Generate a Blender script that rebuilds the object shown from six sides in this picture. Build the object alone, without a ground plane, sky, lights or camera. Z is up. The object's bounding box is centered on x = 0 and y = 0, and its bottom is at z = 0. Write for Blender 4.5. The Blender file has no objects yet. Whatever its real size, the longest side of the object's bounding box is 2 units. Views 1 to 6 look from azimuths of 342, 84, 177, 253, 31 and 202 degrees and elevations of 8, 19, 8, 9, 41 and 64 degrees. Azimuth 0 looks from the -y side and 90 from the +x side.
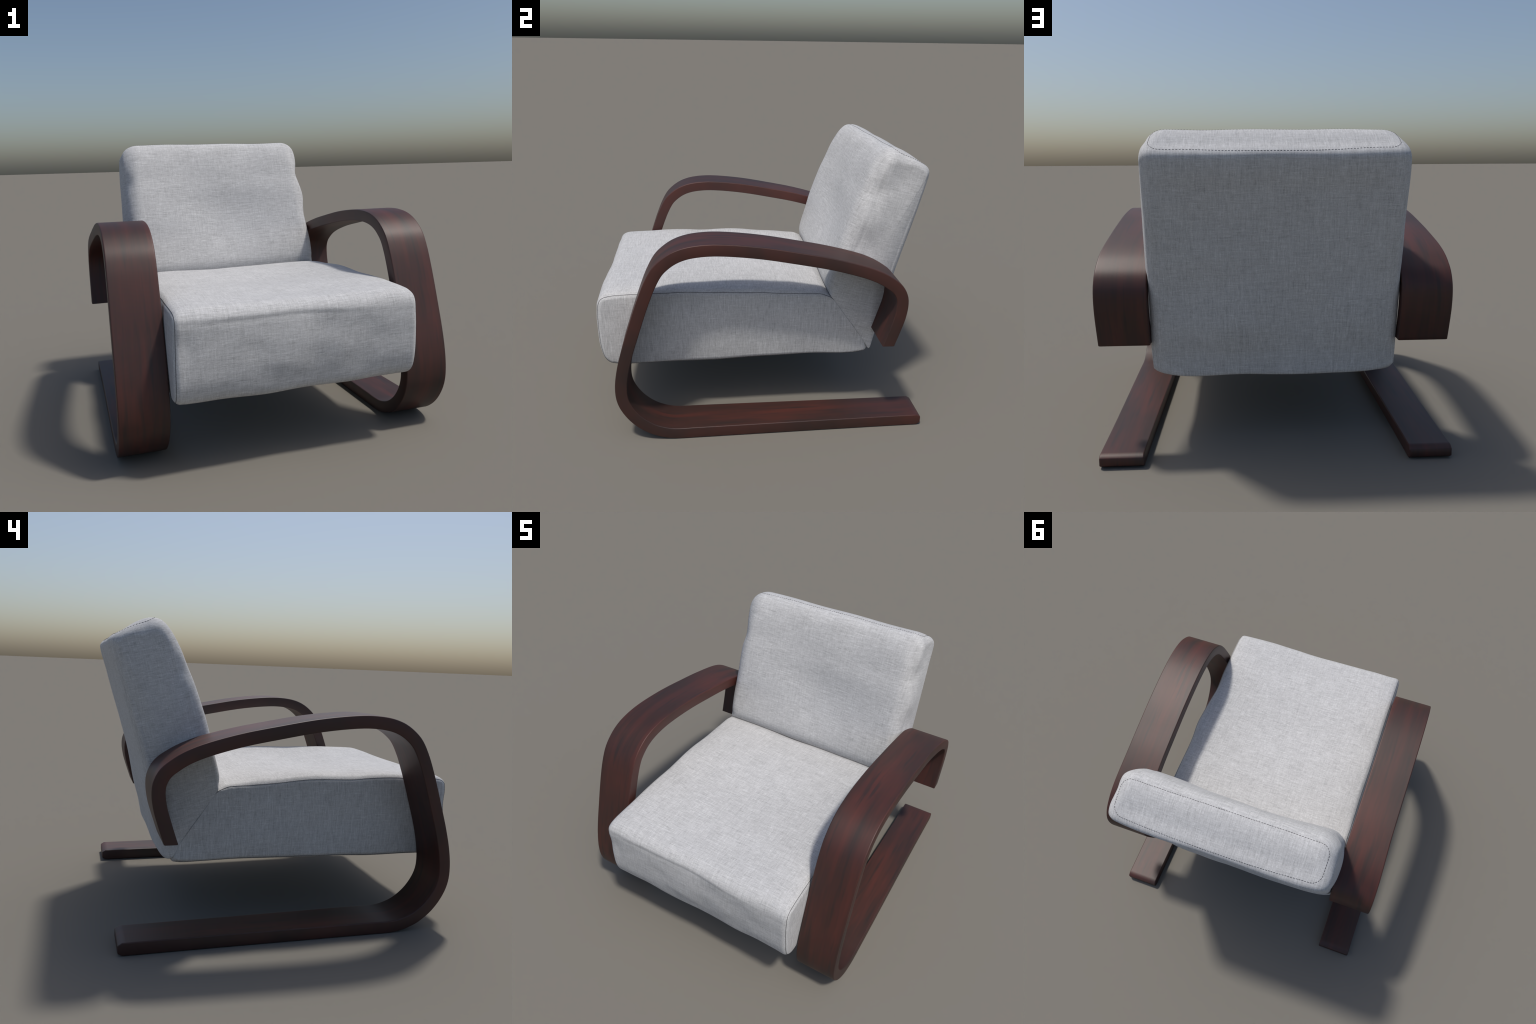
import bpy, math, random
import numpy as np
from mathutils import Vector, noise
from mathutils.bvhtree import BVHTree

random.seed(7)

# ------------------------------------------------------------------ helpers
def link(ob, parent=None):
    bpy.context.scene.collection.objects.link(ob)
    if parent:
        ob.parent = parent
    return ob

def catmull(pts, n_per=10, closed=False):
    """Centripetal-ish Catmull-Rom through the control points."""
    P = [np.array(p, float) for p in pts]
    m = len(P)
    out = []
    segs = m if closed else m - 1
    for i in range(segs):
        if closed:
            p0, p1, p2, p3 = P[(i - 1) % m], P[i], P[(i + 1) % m], P[(i + 2) % m]
        else:
            p1, p2 = P[i], P[i + 1]
            p0 = P[i - 1] if i > 0 else 2 * p1 - p2
            p3 = P[i + 2] if i + 2 < m else 2 * p2 - p1
        d = np.linalg.norm(p2 - p1)
        t1 = (p2 - p0) / (np.linalg.norm(p2 - p0) + 1e-9) * d
        t2 = (p3 - p1) / (np.linalg.norm(p3 - p1) + 1e-9) * d
        for k in range(n_per):
            t = k / n_per
            h = (2*t**3 - 3*t**2 + 1, t**3 - 2*t**2 + t, -2*t**3 + 3*t**2, t**3 - t**2)
            out.append(h[0]*p1 + h[1]*t1 + h[2]*p2 + h[3]*t2)
    if not closed:
        out.append(P[-1])
    return np.array(out)

def resample(poly, n, closed=False):
    p = np.vstack([poly, poly[:1]]) if closed else poly
    s = np.r_[0, np.cumsum(np.linalg.norm(np.diff(p, axis=0), axis=1))]
    t = np.linspace(0, s[-1], n, endpoint=not closed)
    return np.stack([np.interp(t, s, p[:, i]) for i in range(p.shape[1])], 1)

def smooth_closed(a, it):
    for _ in range(it):
        a = 0.25*np.roll(a, 1, 0) + 0.5*a + 0.25*np.roll(a, -1, 0)
    return a

def sstep(a, b, x):
    t = np.clip((x - a) / (b - a), 0, 1)
    return t*t*(3 - 2*t)

def gauss(d2):
    return np.exp(-d2)

def mesh_object(name, verts, faces, mats, parent, face_mat=None):
    me = bpy.data.meshes.new(name)
    me.from_pydata([tuple(v) for v in verts], [], faces)
    for m in mats:
        me.materials.append(m)
    if face_mat is not None:
        me.polygons.foreach_set("material_index", face_mat)
    me.polygons.foreach_set("use_smooth", [True]*len(me.polygons))
    me.update()
    ob = bpy.data.objects.new(name, me)
    return link(ob, parent)

# ---------------------------------------------------------------- materials
def new_mat(name):
    m = bpy.data.materials.new(name)
    m.use_nodes = True
    nt = m.node_tree
    return m, nt, nt.nodes["Principled BSDF"]

def N(nt, kind, **kw):
    n = nt.nodes.new(kind)
    for k, v in kw.items():
        setattr(n, k, v)
    return n

def mapped_noise(nt, scale, rot=(0, 0, 0), nscale=1.0, detail=3.0, rough=0.55):
    tc = N(nt, "ShaderNodeTexCoord")
    r = N(nt, "ShaderNodeMapping"); r.inputs["Rotation"].default_value = rot
    mp = N(nt, "ShaderNodeMapping"); mp.inputs["Scale"].default_value = scale
    no = N(nt, "ShaderNodeTexNoise")
    no.inputs["Scale"].default_value = nscale
    no.inputs["Detail"].default_value = detail
    no.inputs["Roughness"].default_value = rough
    nt.links.new(tc.outputs["Object"], r.inputs["Vector"])
    nt.links.new(r.outputs["Vector"], mp.inputs["Vector"])
    nt.links.new(mp.outputs["Vector"], no.inputs["Vector"])
    return no.outputs["Fac"]

def math_node(nt, op, a, b):
    n = N(nt, "ShaderNodeMath", operation=op)
    for i, v in enumerate((a, b)):
        if isinstance(v, (int, float)):
            n.inputs[i].default_value = v
        else:
            nt.links.new(v, n.inputs[i])
    return n.outputs[0]

def ramp(nt, fac, stops):
    r = N(nt, "ShaderNodeValToRGB")
    e = r.color_ramp.elements
    e[0].position, e[0].color = stops[0][0], (*stops[0][1], 1)
    e[1].position, e[1].color = stops[-1][0], (*stops[-1][1], 1)
    for p, c in stops[1:-1]:
        q = e.new(p); q.color = (*c, 1)
    nt.links.new(fac, r.inputs["Fac"])
    return r.outputs["Color"]

FABRIC = (0.520, 0.519, 0.518)

def fabric(name, warp, weft, rot=(0, 0, 0), k_warp=0.5):
    """Woven linen: slubby threads in two directions, a fine thread-level weave and
    a few pale slubs.  warp / weft: which axes run across the thread (1) or along it (0);
    k_warp: share of the warp in the visible streaks."""
    def thread_noise(axes, hi, lo, detail=2.0):
        return mapped_noise(nt, tuple(hi if a else lo for a in axes), rot, 1.0, detail, 0.55)
    m, nt, b = new_mat(name)
    mul = lambda a, k: math_node(nt, "MULTIPLY", a, k)
    add = lambda a, c: math_node(nt, "ADD", a, c)
    k2 = 1 - k_warp
    coarse = add(mul(thread_noise(warp, 120, 9), k_warp), mul(thread_noise(weft, 120, 9), k2))
    mid = add(mul(thread_noise(warp, 300, 24), k_warp), mul(thread_noise(weft, 300, 24), k2))
    fine = add(mul(thread_noise(warp, 620, 120, 1.0), 0.5), mul(thread_noise(weft, 620, 120, 1.0), 0.5))
    cloud = mapped_noise(nt, (7, 7, 7), rot, 1.0, 3.0, 0.55)
    s = add(add(mul(coarse, 0.28), mul(mid, 0.40)), add(mul(fine, 0.27), mul(cloud, 0.05)))
    d = lambda k: tuple(c*k for c in FABRIC)
    col = ramp(nt, s, [(0.39, d(0.66)), (0.46, d(0.90)), (0.54, d(1.08)), (0.61, d(1.30))])
    slub = add(mul(thread_noise(weft, 210, 16, 1.0), 0.75), mul(thread_noise(warp, 160, 9, 1.0), 0.25))
    mask = ramp(nt, slub, [(0.62, (0, 0, 0)), (0.70, (0.6, 0.6, 0.6))])
    mx = N(nt, "ShaderNodeMix", data_type="RGBA")
    nt.links.new(mask, mx.inputs["Factor"])
    nt.links.new(col, mx.inputs[6])
    mx.inputs[7].default_value = (*d(1.32), 1)
    nt.links.new(mx.outputs[2], b.inputs["Base Color"])
    b.inputs["Roughness"].default_value = 0.9
    b.inputs["Specular IOR Level"].default_value = 0.2
    b.inputs["Sheen Weight"].default_value = 0.10
    b.inputs["Sheen Roughness"].default_value = 0.5
    bp = N(nt, "ShaderNodeBump")
    bp.inputs["Strength"].default_value = 0.45
    bp.inputs["Distance"].default_value = 0.003
    nt.links.new(s, bp.inputs["Height"])
    nt.links.new(bp.outputs["Normal"], b.inputs["Normal"])
    return m

def wood():
    m, nt, b = new_mat("dark_mahogany")
    band = mapped_noise(nt, (11.0, 1.3, 1.3), (0, 0, 0), 1.0, 3.0, 0.55)
    fine = mapped_noise(nt, (90.0, 5.0, 5.0), (0, 0, 0), 1.0, 3.0, 0.6)
    streak = mapped_noise(nt, (36.0, 2.6, 2.6), (0, 0, 0), 1.0, 2.0, 0.5)
    s = math_node(nt, "ADD", math_node(nt, "MULTIPLY", band, 0.8), math_node(nt, "MULTIPLY", fine, 0.2))
    base = ramp(nt, s, [(0.30, (0.030, 0.0155, 0.0125)), (0.45, (0.045, 0.0180, 0.0140)),
                        (0.55, (0.060, 0.0195, 0.0145)), (0.68, (0.084, 0.0220, 0.0155))])
    mask = ramp(nt, streak, [(0.55, (0, 0, 0)), (0.70, (1, 1, 1))])
    mx = N(nt, "ShaderNodeMix", data_type="RGBA")
    nt.links.new(math_node(nt, "MULTIPLY", mask, 0.8), mx.inputs["Factor"])
    nt.links.new(base, mx.inputs[6])
    mx.inputs[7].default_value = (0.026, 0.016, 0.014, 1)
    nt.links.new(mx.outputs[2], b.inputs["Base Color"])
    b.inputs["Roughness"].default_value = 0.5
    b.inputs["Specular IOR Level"].default_value = 0.5
    bp = N(nt, "ShaderNodeBump")
    bp.inputs["Strength"].default_value = 0.06
    bp.inputs["Distance"].default_value = 0.002
    nt.links.new(fine, bp.inputs["Height"])
    nt.links.new(bp.outputs["Normal"], b.inputs["Normal"])
    return m

def thread():
    m, nt, b = new_mat("dark_thread")
    n = mapped_noise(nt, (60, 60, 60))
    nt.links.new(ramp(nt, n, [(0.3, (0.018, 0.018, 0.020)), (0.7, (0.040, 0.041, 0.045))]), b.inputs["Base Color"])
    b.inputs["Roughness"].default_value = 0.8
    return m

TILT = math.radians(14)
X, Y, Z = (1, 0, 0), (0, 1, 0), (0, 0, 1)
m_seat = fabric("linen_seat", X, (0, 1, 1), k_warp=0.42)
m_seat_side = fabric("linen_seat_side", Y, Z, k_warp=0.66)
m_back = fabric("linen_back", X, Z, (TILT, 0, 0), 0.40)
m_back_side = fabric("linen_back_side", Y, Z, (TILT, 0, 0), 0.40)
m_back_rear = fabric("linen_back_rear", X, (0, 1, 1), (TILT, 0, 0), 0.57)
m_wood = wood()
m_thread = thread()

# ------------------------------------------------------------- thing itself
chair = link(bpy.data.objects.new("cantilever_armchair", None))
chair["label"] = "low cantilever armchair, grey linen cushions, bent dark wood arms"
chair["category"] = "armchair"

# ---------------------------------------------------------------- bent arms
ARM = [(0.752, 0.567), (0.785, 0.669), (0.806, 0.745), (0.815, 0.82), (0.808, 0.88),
       (0.776, 0.94), (0.722, 0.986), (0.65, 1.028), (0.545, 1.067), (0.366, 1.114),
       (0.183, 1.150), (0.01, 1.181), (-0.13, 1.199), (-0.26, 1.209), (-0.35, 1.208),
       (-0.44, 1.196), (-0.512, 1.172), (-0.572, 1.135), (-0.627, 1.082), (-0.672, 1.004),
       (-0.709, 0.916), (-0.747, 0.811), (-0.787, 0.691), (-0.822, 0.583), (-0.852, 0.469),
       (-0.868, 0.36), (-0.863, 0.27), (-0.832, 0.19), (-0.772, 0.110), (-0.69, 0.047),
       (-0.605, 0.013), (-0.53, 0.0), (-0.40, 0.0), (0.0, 0.0), (0.5, 0.0), (0.966, 0.0)]
THICK = 0.068

def build_arm(side):
    path = resample(catmull(ARM, 12), 240)
    tan = np.gradient(path, axis=0)
    tan /= np.linalg.norm(tan, axis=1)[:, None]
    nrm = np.stack([tan[:, 1], -tan[:, 0]], 1)        # points to the inside of the bend
    if np.dot(nrm[120], np.array([0.0, 0.6]) - path[120]) < 0:
        nrm = -nrm
    n = len(path)
    s = np.r_[0, np.cumsum(np.linalg.norm(np.diff(path, axis=0), axis=1))]
    # the arm end is sawn level with the ground
    f = 1 - sstep(0, 0.16, s)
    off = nrm*THICK
    level = np.array([-0.070, 0.0])
    off = off*(1 - f[:, None]) + level*f[:, None]
    bev = 0.005
    rings = []
    total = s[-1]
    foot = np.where(path[:, 1] < 0.25, 1, 0)*np.where(s > total*0.5, 1, 0)
    for i in range(n):
        t = sstep(-0.86, 0.965, path[i, 0]) * foot[i]
        tb = sstep(0.35, 0.75, path[i, 0]) * (1 - foot[i])
        xo = 0.909 + 0.011*tb - 0.019*t
        xi = 0.658 - 0.005*tb + 0.012*t
        # rounded nose at the foot end
        d = total - s[i]
        r = 0.012
        sh = r - math.sqrt(max(r*r - (r - d)**2, 0)) if d < r else 0.0
        sec = []
        def corner(cx, cb, a0):
            for k in range(4):
                a = math.radians(a0 + 30*k)
                sec.append((cx + bev*math.cos(a), cb + bev*math.sin(a)))
        lo, hi = sh, THICK - sh
        b2 = min(bev, (hi - lo)/2 - 1e-4)
        corner(xo - bev, hi - b2, 0)
        for k in (0.03, 0.2, 0.4, 0.6, 0.8, 0.97):
            sec.append((xo + (xi - xo)*k, hi - b2 + bev))
        corner(xi + bev, hi - b2, 90)
        corner(xi + bev, lo + b2, 180)
        for k in (0.03, 0.2, 0.4, 0.6, 0.8, 0.97):
            sec.append((xi + (xo - xi)*k, lo + b2 - bev))
        corner(xo - bev, lo + b2, 270)
        rings.append([(side*x, path[i, 0] + off[i, 0]*b/THICK, path[i, 1] + off[i, 1]*b/THICK) for x, b in sec])
    m = len(rings[0])
    verts = [v for r in rings for v in r]
    faces = []
    for i in range(n - 1):
        for j in range(m):
            a, b_, c, d = i*m + j, i*m + (j + 1) % m, (i + 1)*m + (j + 1) % m, (i + 1)*m + j
            faces.append((a, b_, c, d) if side < 0 else (d, c, b_, a))
    # end caps, inset a little so that the sawn edge is softly broken
    for i, flip in ((0, side < 0), (n - 1, side > 0)):
        base = i*m
        ctr = np.mean(np.array(rings[i]), 0)
        dirv = np.array([0, tan[i, 0], tan[i, 1]])*(-1 if i == 0 else 1)
        if i == 0:
            dirv = np.array([0, 0, -1.0])
        st = len(verts)
        for v in rings[i]:
            w = np.array(v)
            q = w + (ctr - w)*np.minimum(1, 0.004/np.maximum(np.abs(ctr - w), 1e-6)) + dirv*0.003
            verts.append(tuple(q))
        for j in range(m):
            a, b_, c, d = base + j, base + (j + 1) % m, st + (j + 1) % m, st + j
            faces.append((d, c, b_, a) if flip else (a, b_, c, d))
        cap = tuple(range(st, st + m))
        faces.append(cap[::-1] if flip else cap)
    ob = mesh_object("bentwood_arm", verts, faces, [m_wood], chair)
    import bmesh
    bm = bmesh.new(); bm.from_mesh(ob.data)
    bmesh.ops.recalc_face_normals(bm, faces=bm.faces)
    bm.to_mesh(ob.data); bm.free()
    ob.data.set_sharp_from_angle(angle=math.radians(40))
    return ob

build_arm(1)
build_arm(-1)

# ----------------------------------------------------------------- cushions
def cushion(name, outline, centre, width, rx_fn, ry_fn, bulge, deform, mats, n_out=720, nx=170, third=None):
    """Pillow lofted across x: a closed (y, z) section, rounded over at both sides
    and closed by slightly domed side panels.  Returns object, points, seam rings."""
    P = smooth_closed(resample(catmull(outline, 10, True), n_out, True), 2)
    C = np.array(centre)
    D = C - P
    L = np.linalg.norm(D, axis=1)
    D = D/L[:, None]
    T = np.roll(P, -1, 0) - np.roll(P, 1, 0)
    T /= np.linalg.norm(T, axis=1)[:, None]
    Nn = np.stack([-T[:, 1], T[:, 0]], 1)
    cosang = np.maximum(np.abs((Nn*D).sum(1)), 0.5)
    rx = smooth_closed(np.array([rx_fn(p) for p in P]), 12)
    ry = smooth_closed(np.array([ry_fn(p) for p in P]), 12)
    ins = ry/cosang
    half = []
    na, nk = 12, 36
    for i in range(1, na + 1):
        half.append(("arc", i/na))
    for i in range(1, nk + 1):
        half.append(("cap", i/nk))
    spec = [(-1, h) for h in reversed(half)] + [(0, ("rim", t)) for t in np.linspace(-1, 1, nx)] + [(1, h) for h in half]
    rings, kinds = [], []
    for sgn, (kind, t) in spec:
        if kind == "rim":
            x = t*(width - rx); q = P
        elif kind == "arc":
            a = t*math.pi/2
            x = sgn*(width - rx + rx*math.sin(a))
            q = P + D*(ins*(1 - math.cos(a)))[:, None]
        else:
            k = (1 - ins/L)*(1 - t)
            u = k*0 + t
            x = sgn*(width + bulge*(1 - (1 - u)**2.5))
            q = C - D*(L*k)[:, None]
            if t == 1:
                q = np.repeat(C[None], n_out, 0)
        rings.append(np.column_stack([np.broadcast_to(x, (n_out,)), q]))
        kinds.append((sgn, kind, t))
    V = np.array(rings)                       # ring, outline, xyz
    V = deform(V)
    nr = len(V)
    verts = V[1:-1].reshape(-1, 3)
    a_pole, b_pole = len(verts), len(verts) + 1
    verts = np.vstack([verts, V[0].mean(0)[None], V[-1].mean(0)[None]])
    faces, fm = [], []
    m = n_out
    for i in range(nr - 3):
        k0, k1 = kinds[i + 1], kinds[i + 2]
        side = 1 if (k0[1] == "cap" or k1[1] == "cap" or (k0[1] == "arc" and k0[2] > 0.6 and k1[2] > 0.6)) else 0
        for j in range(m):
            j2 = (j + 1) % m
            faces.append((i*m + j, i*m + j2, (i + 1)*m + j2, (i + 1)*m + j))
            fm.append(2 if (third and not side and third(P[j])) else side)
    last = (nr - 3)*m
    for j in range(m):
        j2 = (j + 1) % m
        faces.append((a_pole, j2, j)); fm.append(1)
        faces.append((b_pole, last + j, last + j2)); fm.append(1)
    ob = mesh_object(name, verts, faces, mats, chair, fm)
    import bmesh
    bm = bmesh.new(); bm.from_mesh(ob.data)
    bmesh.ops.recalc_face_normals(bm, faces=bm.faces)
    bm.to_mesh(ob.data); bm.free()
    seam = {}
    for i, (sgn, kind, t) in enumerate(kinds):
        if kind == "arc" and abs(t - 0.5) < 0.01:
            seam[sgn] = V[i]
    return ob, seam

def lump(V, freq, amp, seed):
    """smooth random undulation of every vertex (vector noise)"""
    out = V.copy().reshape(-1, 3)
    for k in range(len(out)):
        p = Vector(out[k])*freq + Vector((seed, seed*1.7, -seed))
        nv = noise.noise_vector(p)
        out[k] += np.array(nv)*amp
    return out.reshape(V.shape)

# --- seat
SEAT = [(-0.976, 0.52), (-0.982, 0.62), (-0.984, 0.71), (-0.979, 0.765), (-0.962, 0.800), (-0.93, 0.817), (-0.87, 0.824),
        (-0.747, 0.830), (-0.62, 0.838), (-0.48, 0.840), (-0.34, 0.834), (-0.06, 0.830), (0.10, 0.817),
        (0.28, 0.805), (0.37, 0.800), (0.405, 0.785), (0.442, 0.758), (0.512, 0.657), (0.591, 0.542),
        (0.655, 0.447), (0.670, 0.413), (0.652, 0.392), (0.55, 0.384), (0.30, 0.384), (0.0, 0.378),
        (-0.30, 0.370), (-0.60, 0.365), (-0.85, 0.366), (-0.918, 0.378), (-0.950, 0.408), (-0.967, 0.455)]

def on_joint(p):
    """1 along the slanted joint between seat and back rest, else 0"""
    a, b = np.array([0.43, 0.77]), np.array([0.665, 0.415])
    ab = b - a
    t = float(np.dot(np.asarray(p) - a, ab)/np.dot(ab, ab))
    d = float(np.linalg.norm(np.asarray(p) - (a + np.clip(t, 0, 1)*ab)))
    return float(sstep(0.03, 0.012, d)*sstep(0.40, 0.50, p[1]))

def deform_seat(V):
    V = lump(V, 3.2, 0.008, 4.0)
    x, y, z = V[..., 0], V[..., 1], V[..., 2]
    u = np.clip(np.abs(x)/0.645, 0, 1)
    crown = 1 - u**14
    # crowned top that dies into the back rest
    top = sstep(0.60, 0.80, z)*sstep(0.40, 0.15, y)*sstep(-1.0, -0.90, y)
    V[..., 2] += 0.024*crown*top
    # worn hollow where one sits, soft belly underneath
    V[..., 2] -= 0.041*sstep(0.6, 0.8, z)*gauss((x/0.43)**2 + ((y + 0.36)/np.where(y < -0.36, 0.52, 0.36))**2)
    V[..., 2] -= (0.012 + 0.016*sstep(0.45, 0.62, y))*sstep(0.46, 0.38, z)*(1 - u**7)
    # front panel: slight fullness and a shallow hollow in the middle
    fr = sstep(-0.85, -0.96, y)
    V[..., 1] += fr*(-0.006 + 0.006*gauss(((x - 0.06)/0.14)**2 + ((z - 0.80)/0.10)**2)
                     + 0.004*gauss(((x - 0.30)/0.09)**2 + ((z - 0.70)/0.06)**2)
                     + 0.009*gauss(((x - 0.05)/0.45)**2 + ((z - 0.47)/0.09)**2)
                     - 0.008*gauss(((x + 0.10)/0.09)**2 + ((z - 0.52)/0.06)**2)
                     + 0.010*gauss(((x + 0.62)/0.10)**2 + ((z - 0.66)/0.08)**2))
    # firm welt along the top of the front: the face below it is tucked in
    win = sstep(-0.80, -0.55, x)*0.6 + sstep(-0.55, -0.35, x)*0.4
    win = win*(1 - 0.85*sstep(0.05, 0.45, x))
    crease = 0.783 + 0.006*np.sin(x*5.0) - 0.03*sstep(-0.1, 0.4, x)
    V[..., 1] += fr*win*0.009*sstep(0.014, -0.020, z - crease)*sstep(0.50, 0.74, z)
    # small lumps of the padding behind the front panel
    flat = V.reshape(-1, 3)
    for k in np.nonzero(fr.reshape(-1) > 0.2)[0]:
        q = flat[k]
        flat[k, 1] += 0.004*noise.noise(Vector((q[0]*7, 3.3, q[2]*9)))*fr.reshape(-1)[k]
    # wavy lower front edge
    V[..., 2] += fr*sstep(0.5, 0.4, z)*0.006*np.sin(x*14 + 1.0)
    # pulled-in side edge
    s = np.sign(x)*sstep(0.52, 0.63, np.abs(x))
    V[..., 0] += s*(x > 0)*(0.010*gauss(((y + 0.11)/0.10)**2) - 0.010*gauss(((y + 0.44)/0.10)**2))*sstep(0.6, 0.8, z)
    return V

seat, seam_seat = cushion("seat_cushion", SEAT, (-0.15, 0.60), 0.649,
                          lambda p: 0.034 - 0.028*on_joint(p) + 0.016*float(sstep(0.47, 0.40, p[1])*sstep(0.50, 0.64, p[0])), lambda p: 0.034 - 0.030*on_joint(p), 0.012, deform_seat, [m_seat, m_seat_side])

# --- back rest
BACK = [(0.681, 0.409), (0.694, 0.455), (0.713, 0.525), (0.755, 0.67), (0.815, 0.905), (0.857, 1.06), (0.900, 1.216),
        (0.942, 1.38), (0.968, 1.495), (0.973, 1.538), (0.957, 1.566), (0.905, 1.603), (0.84, 1.644), (0.785, 1.664), (0.735, 1.658),
        (0.692, 1.618), (0.645, 1.535), (0.593, 1.427), (0.555, 1.345), (0.519, 1.24), (0.482, 1.125),
        (0.452, 1.01), (0.426, 0.914), (0.412, 0.843), (0.420, 0.79), (0.440, 0.754), (0.506, 0.654), (0.585, 0.539),
        (0.646, 0.443), (0.668, 0.410)]

def back_front(p):            # 1 on the sitting face, 0 on the rear
    return float(sstep(-0.02, -0.16, p[0] - (0.80 + (p[1] - 1.03)*0.27)))

def deform_back(V):
    V = lump(V, 3.0, 0.008, 9.0)
    x, y, z = V[..., 0], V[..., 1], V[..., 2]
    u = np.clip(np.abs(x)/0.645, 0, 1)
    depth = y - (0.69 + (z - 1.03)*0.30)      # <0 sitting face, >0 rear
    rear = sstep(0.05, 0.14, depth)
    face = sstep(-0.05, -0.15, depth)
    V[..., 1] += rear*(1 - u**7)*(0.014 - 0.010*gauss(((z - 1.25)/0.2)**2) + 0.008*sstep(1.35, 1.5, z) + 0.018*sstep(0.95, 0.55, z))
    V[..., 1] += face*0.044*gauss((x/0.33)**2 + ((z - 1.13)/0.25)**2)
    V[..., 1] += face*(-0.016*gauss(((x - 0.40)/0.28)**2 + ((z - 0.92)/0.16)**2)
                       - 0.016*gauss(((x - 0.42)/0.20)**2 + ((z - 1.57)/0.13)**2)
                       - 0.014*gauss(((x + 0.48)/0.18)**2 + ((z - 1.55)/0.12)**2)
                       + 0.010*gauss(((x + 0.24)/0.22)**2 + ((z - 1.32)/0.16)**2))
    V[..., 2] -= 0.030*(1 - u**7)*sstep(0.52, 0.40, z)*sstep(0.55, 0.66, y)
    # dents and pulled folds on the side panels
    s = np.sign(x)*sstep(0.55, 0.63, np.abs(x))
    def dent(cy, cz, ry, rz):
        return gauss(((y - cy)/ry)**2 + ((z - cz)/rz)**2)
    V[..., 0] += -s*(x > 0)*(0.015*dent(0.66, 1.43, 0.08, 0.06) + 0.007*dent(0.64, 1.09, 0.06, 0.08)
                             - 0.012*dent(0.61, 1.25, 0.07, 0.08) + 0.012*dent(0.82, 1.50, 0.08, 0.10))
    V[..., 0] += -s*(x < 0)*(0.010*dent(0.62, 1.40, 0.06, 0.06) + 0.010*dent(0.74, 0.95, 0.05, 0.06))
    return V

back, seam_back = cushion("back_cushion", BACK, (0.68, 1.03), 0.648,
                          lambda p: 0.05 + 0.045*back_front(p)*float(sstep(0.90, 1.2, p[1])) + 0.018*float(sstep(1.5, 1.6, p[1])) - 0.044*on_joint(p),
                          lambda p: 0.012 + 0.028*float(sstep(0.42, 0.62, p[1])) + 0.055*back_front(p)*float(sstep(0.90, 1.2, p[1])) - 0.036*on_joint(p)*float(sstep(0.5, 0.62, p[1])) - 0.008*on_joint(p)*float(sstep(0.62, 0.5, p[1])),
                          0.019, deform_back, [m_back, m_back_side, m_back_rear],
                          third=lambda p: p[0] > 0.745 + (p[1] - 1.03)*0.04 if p[1] > 0.62 else p[0] > 0.66)

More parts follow.
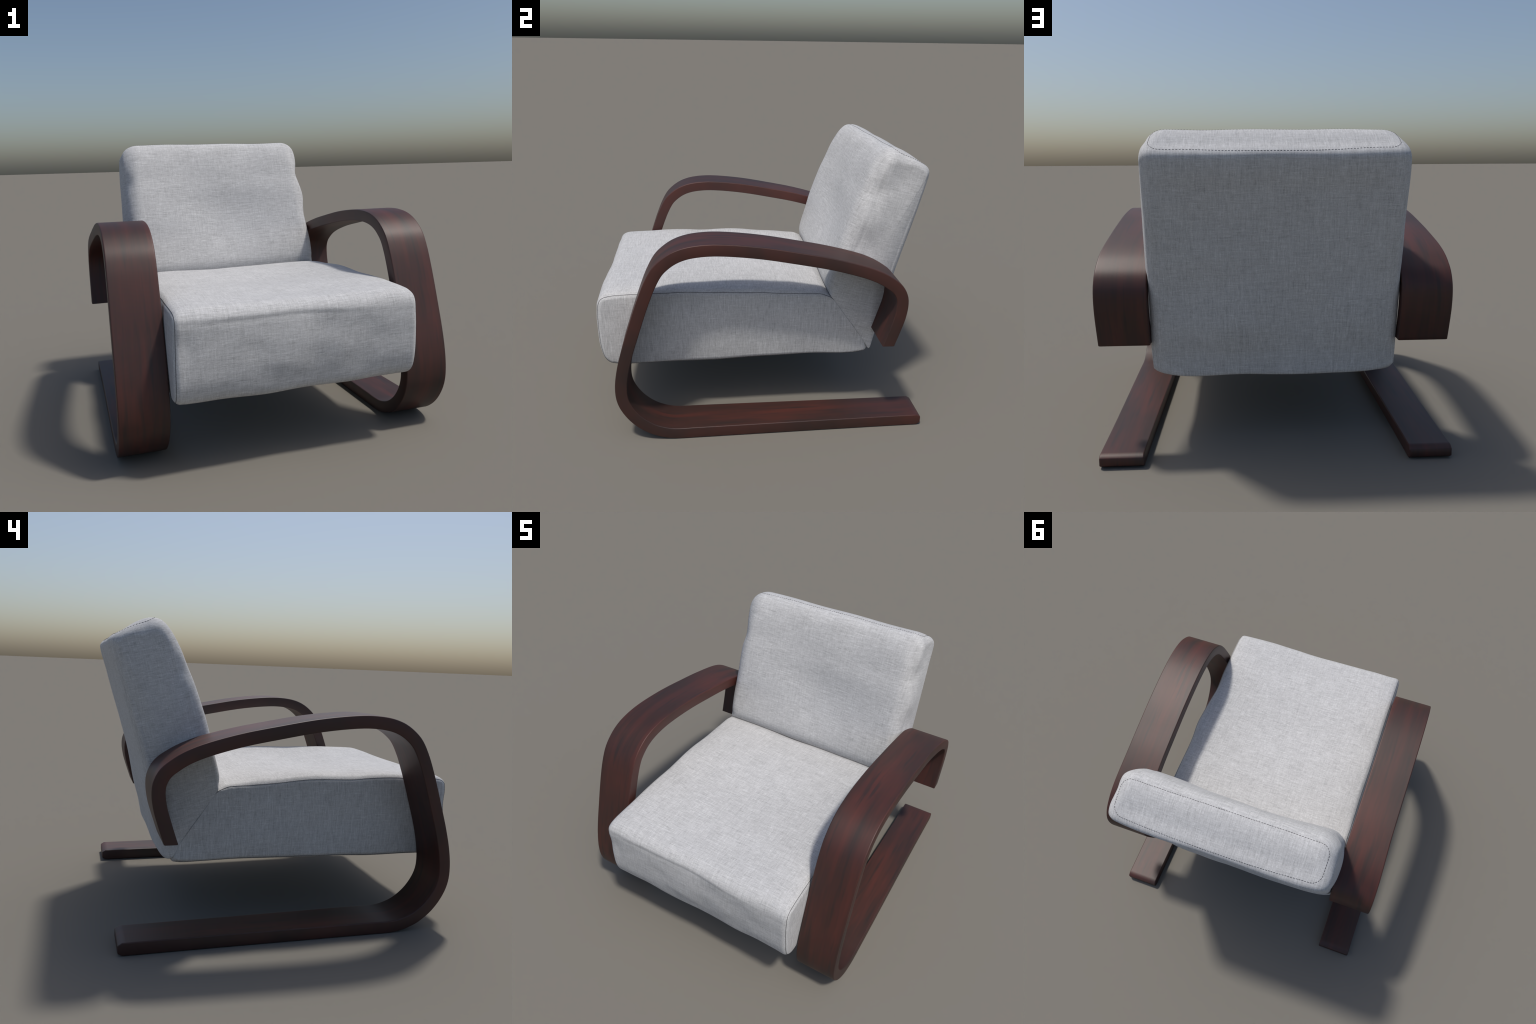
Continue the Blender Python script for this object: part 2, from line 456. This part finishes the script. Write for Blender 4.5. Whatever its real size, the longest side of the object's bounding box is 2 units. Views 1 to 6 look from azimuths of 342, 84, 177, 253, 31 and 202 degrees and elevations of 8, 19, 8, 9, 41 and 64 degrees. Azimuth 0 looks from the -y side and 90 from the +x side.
# ---------------------------------------------------------------- stitching
def stitches(name, paths, parent, radius=0.0013, dash=0.010, gap=0.005, lift=0.0006, dark_line=0.0):
    verts, faces = [], []
    tree = BVHTree.FromPolygons([tuple(v.co) for v in parent.data.vertices],
                                [tuple(p.vertices) for p in parent.data.polygons])
    for path in paths:
        path = np.asarray(path)
        s = np.r_[0, np.cumsum(np.linalg.norm(np.diff(path, axis=0), axis=1))]
        if dark_line:                                   # continuous thin dark line along the seam, under the stitches
            rows = []
            fine = resample(path, int(s[-1]/0.006))
            for k in range(len(fine)):
                hit = tree.find_nearest(Vector(fine[k]))
                t = Vector(fine[min(k + 1, len(fine) - 1)] - fine[max(k - 1, 0)]).normalized()
                sd = t.cross(hit[1]).normalized()
                up = sd.cross(t)
                row = []
                for a in range(6):
                    row.append(len(verts))
                    verts.append(hit[0] + sd*(dark_line*math.cos(a*math.pi/3)) + up*(dark_line*math.sin(a*math.pi/3)))
                rows.append(row)
            for r0, r1 in zip(rows[:-1], rows[1:]):
                for a in range(6):
                    faces.append((r0[a], r0[(a + 1) % 6], r1[(a + 1) % 6], r1[a]))
        pos = 0.0
        while pos + dash < s[-1]:
            pts = [np.array([np.interp(pos + dash*f, s, path[:, i]) for i in range(3)]) for f in (0, 0.5, 1)]
            rows = []
            for k, p in enumerate(pts):
                hit = tree.find_nearest(Vector(p))
                nrm = hit[1]
                base = hit[0] + nrm*(lift if k == 1 else lift - radius*0.7)
                t = Vector(pts[2] - pts[0]).normalized()
                sd = t.cross(nrm).normalized()
                up = sd.cross(t)
                row = []
                for a in range(6):
                    ang = a*math.pi/3
                    row.append(len(verts))
                    verts.append(base + sd*(radius*math.cos(ang)) + up*(radius*math.sin(ang)))
                rows.append(row)
            for r0, r1 in zip(rows[:-1], rows[1:]):
                for a in range(6):
                    faces.append((r0[a], r0[(a + 1) % 6], r1[(a + 1) % 6], r1[a]))
            faces.append(tuple(rows[0][::-1])); faces.append(tuple(rows[2]))
            pos += dash + gap*random.uniform(0.8, 1.3)
    ob = mesh_object(name, verts, faces, [m_thread], parent)
    ob["kind"] = "stuff"
    return ob

seat_paths = []
for sgn in (1, -1):
    ring = seam_seat[sgn]
    # from the lower rear corner round the underside, front and top to the back rest
    idx = np.argmin(np.linalg.norm(ring[:, 1:] - np.array([0.645, 0.395]), axis=1))
    loop = np.roll(ring, -idx, 0)
    stop = np.argmin(np.linalg.norm(loop[:, 1:] - np.array([0.44, 0.75]), axis=1))
    seat_paths.append(loop[:stop] if np.mean(loop[:stop, 1]) < np.mean(loop[stop:, 1]) else loop[stop:])
stitches("seat_stitching", seat_paths, seat, dark_line=0.0013)

def rounded_rect(x0, x1, y0, y1, r, n=10):
    pts = []
    for cx, cy, a0 in ((x1 - r, y1 - r, 0), (x0 + r, y1 - r, 90), (x0 + r, y0 + r, 180), (x1 - r, y0 + r, 270)):
        for k in range(n + 1):
            a = math.radians(a0 + 90*k/n)
            pts.append((cx + r*math.cos(a), cy + r*math.sin(a)))
    pts.append(pts[0])
    return np.array(pts)

tree = BVHTree.FromPolygons([tuple(v.co) for v in back.data.vertices], [tuple(p.vertices) for p in back.data.polygons])
rr = resample(rounded_rect(-0.605, 0.605, 0.765, 0.978, 0.055), 400)
top_path = []
for px, py in rr:
    py -= 0.019*(px/0.605)**2*sstep(0.8, 0.95, py)
    hit = tree.ray_cast(Vector((px, py, 2.5)), Vector((0, 0, -1)))
    if hit[0]:
        top_path.append(tuple(hit[0]))
stitches("back_stitching", [top_path], back, radius=0.0013, dash=0.010, gap=0.005)
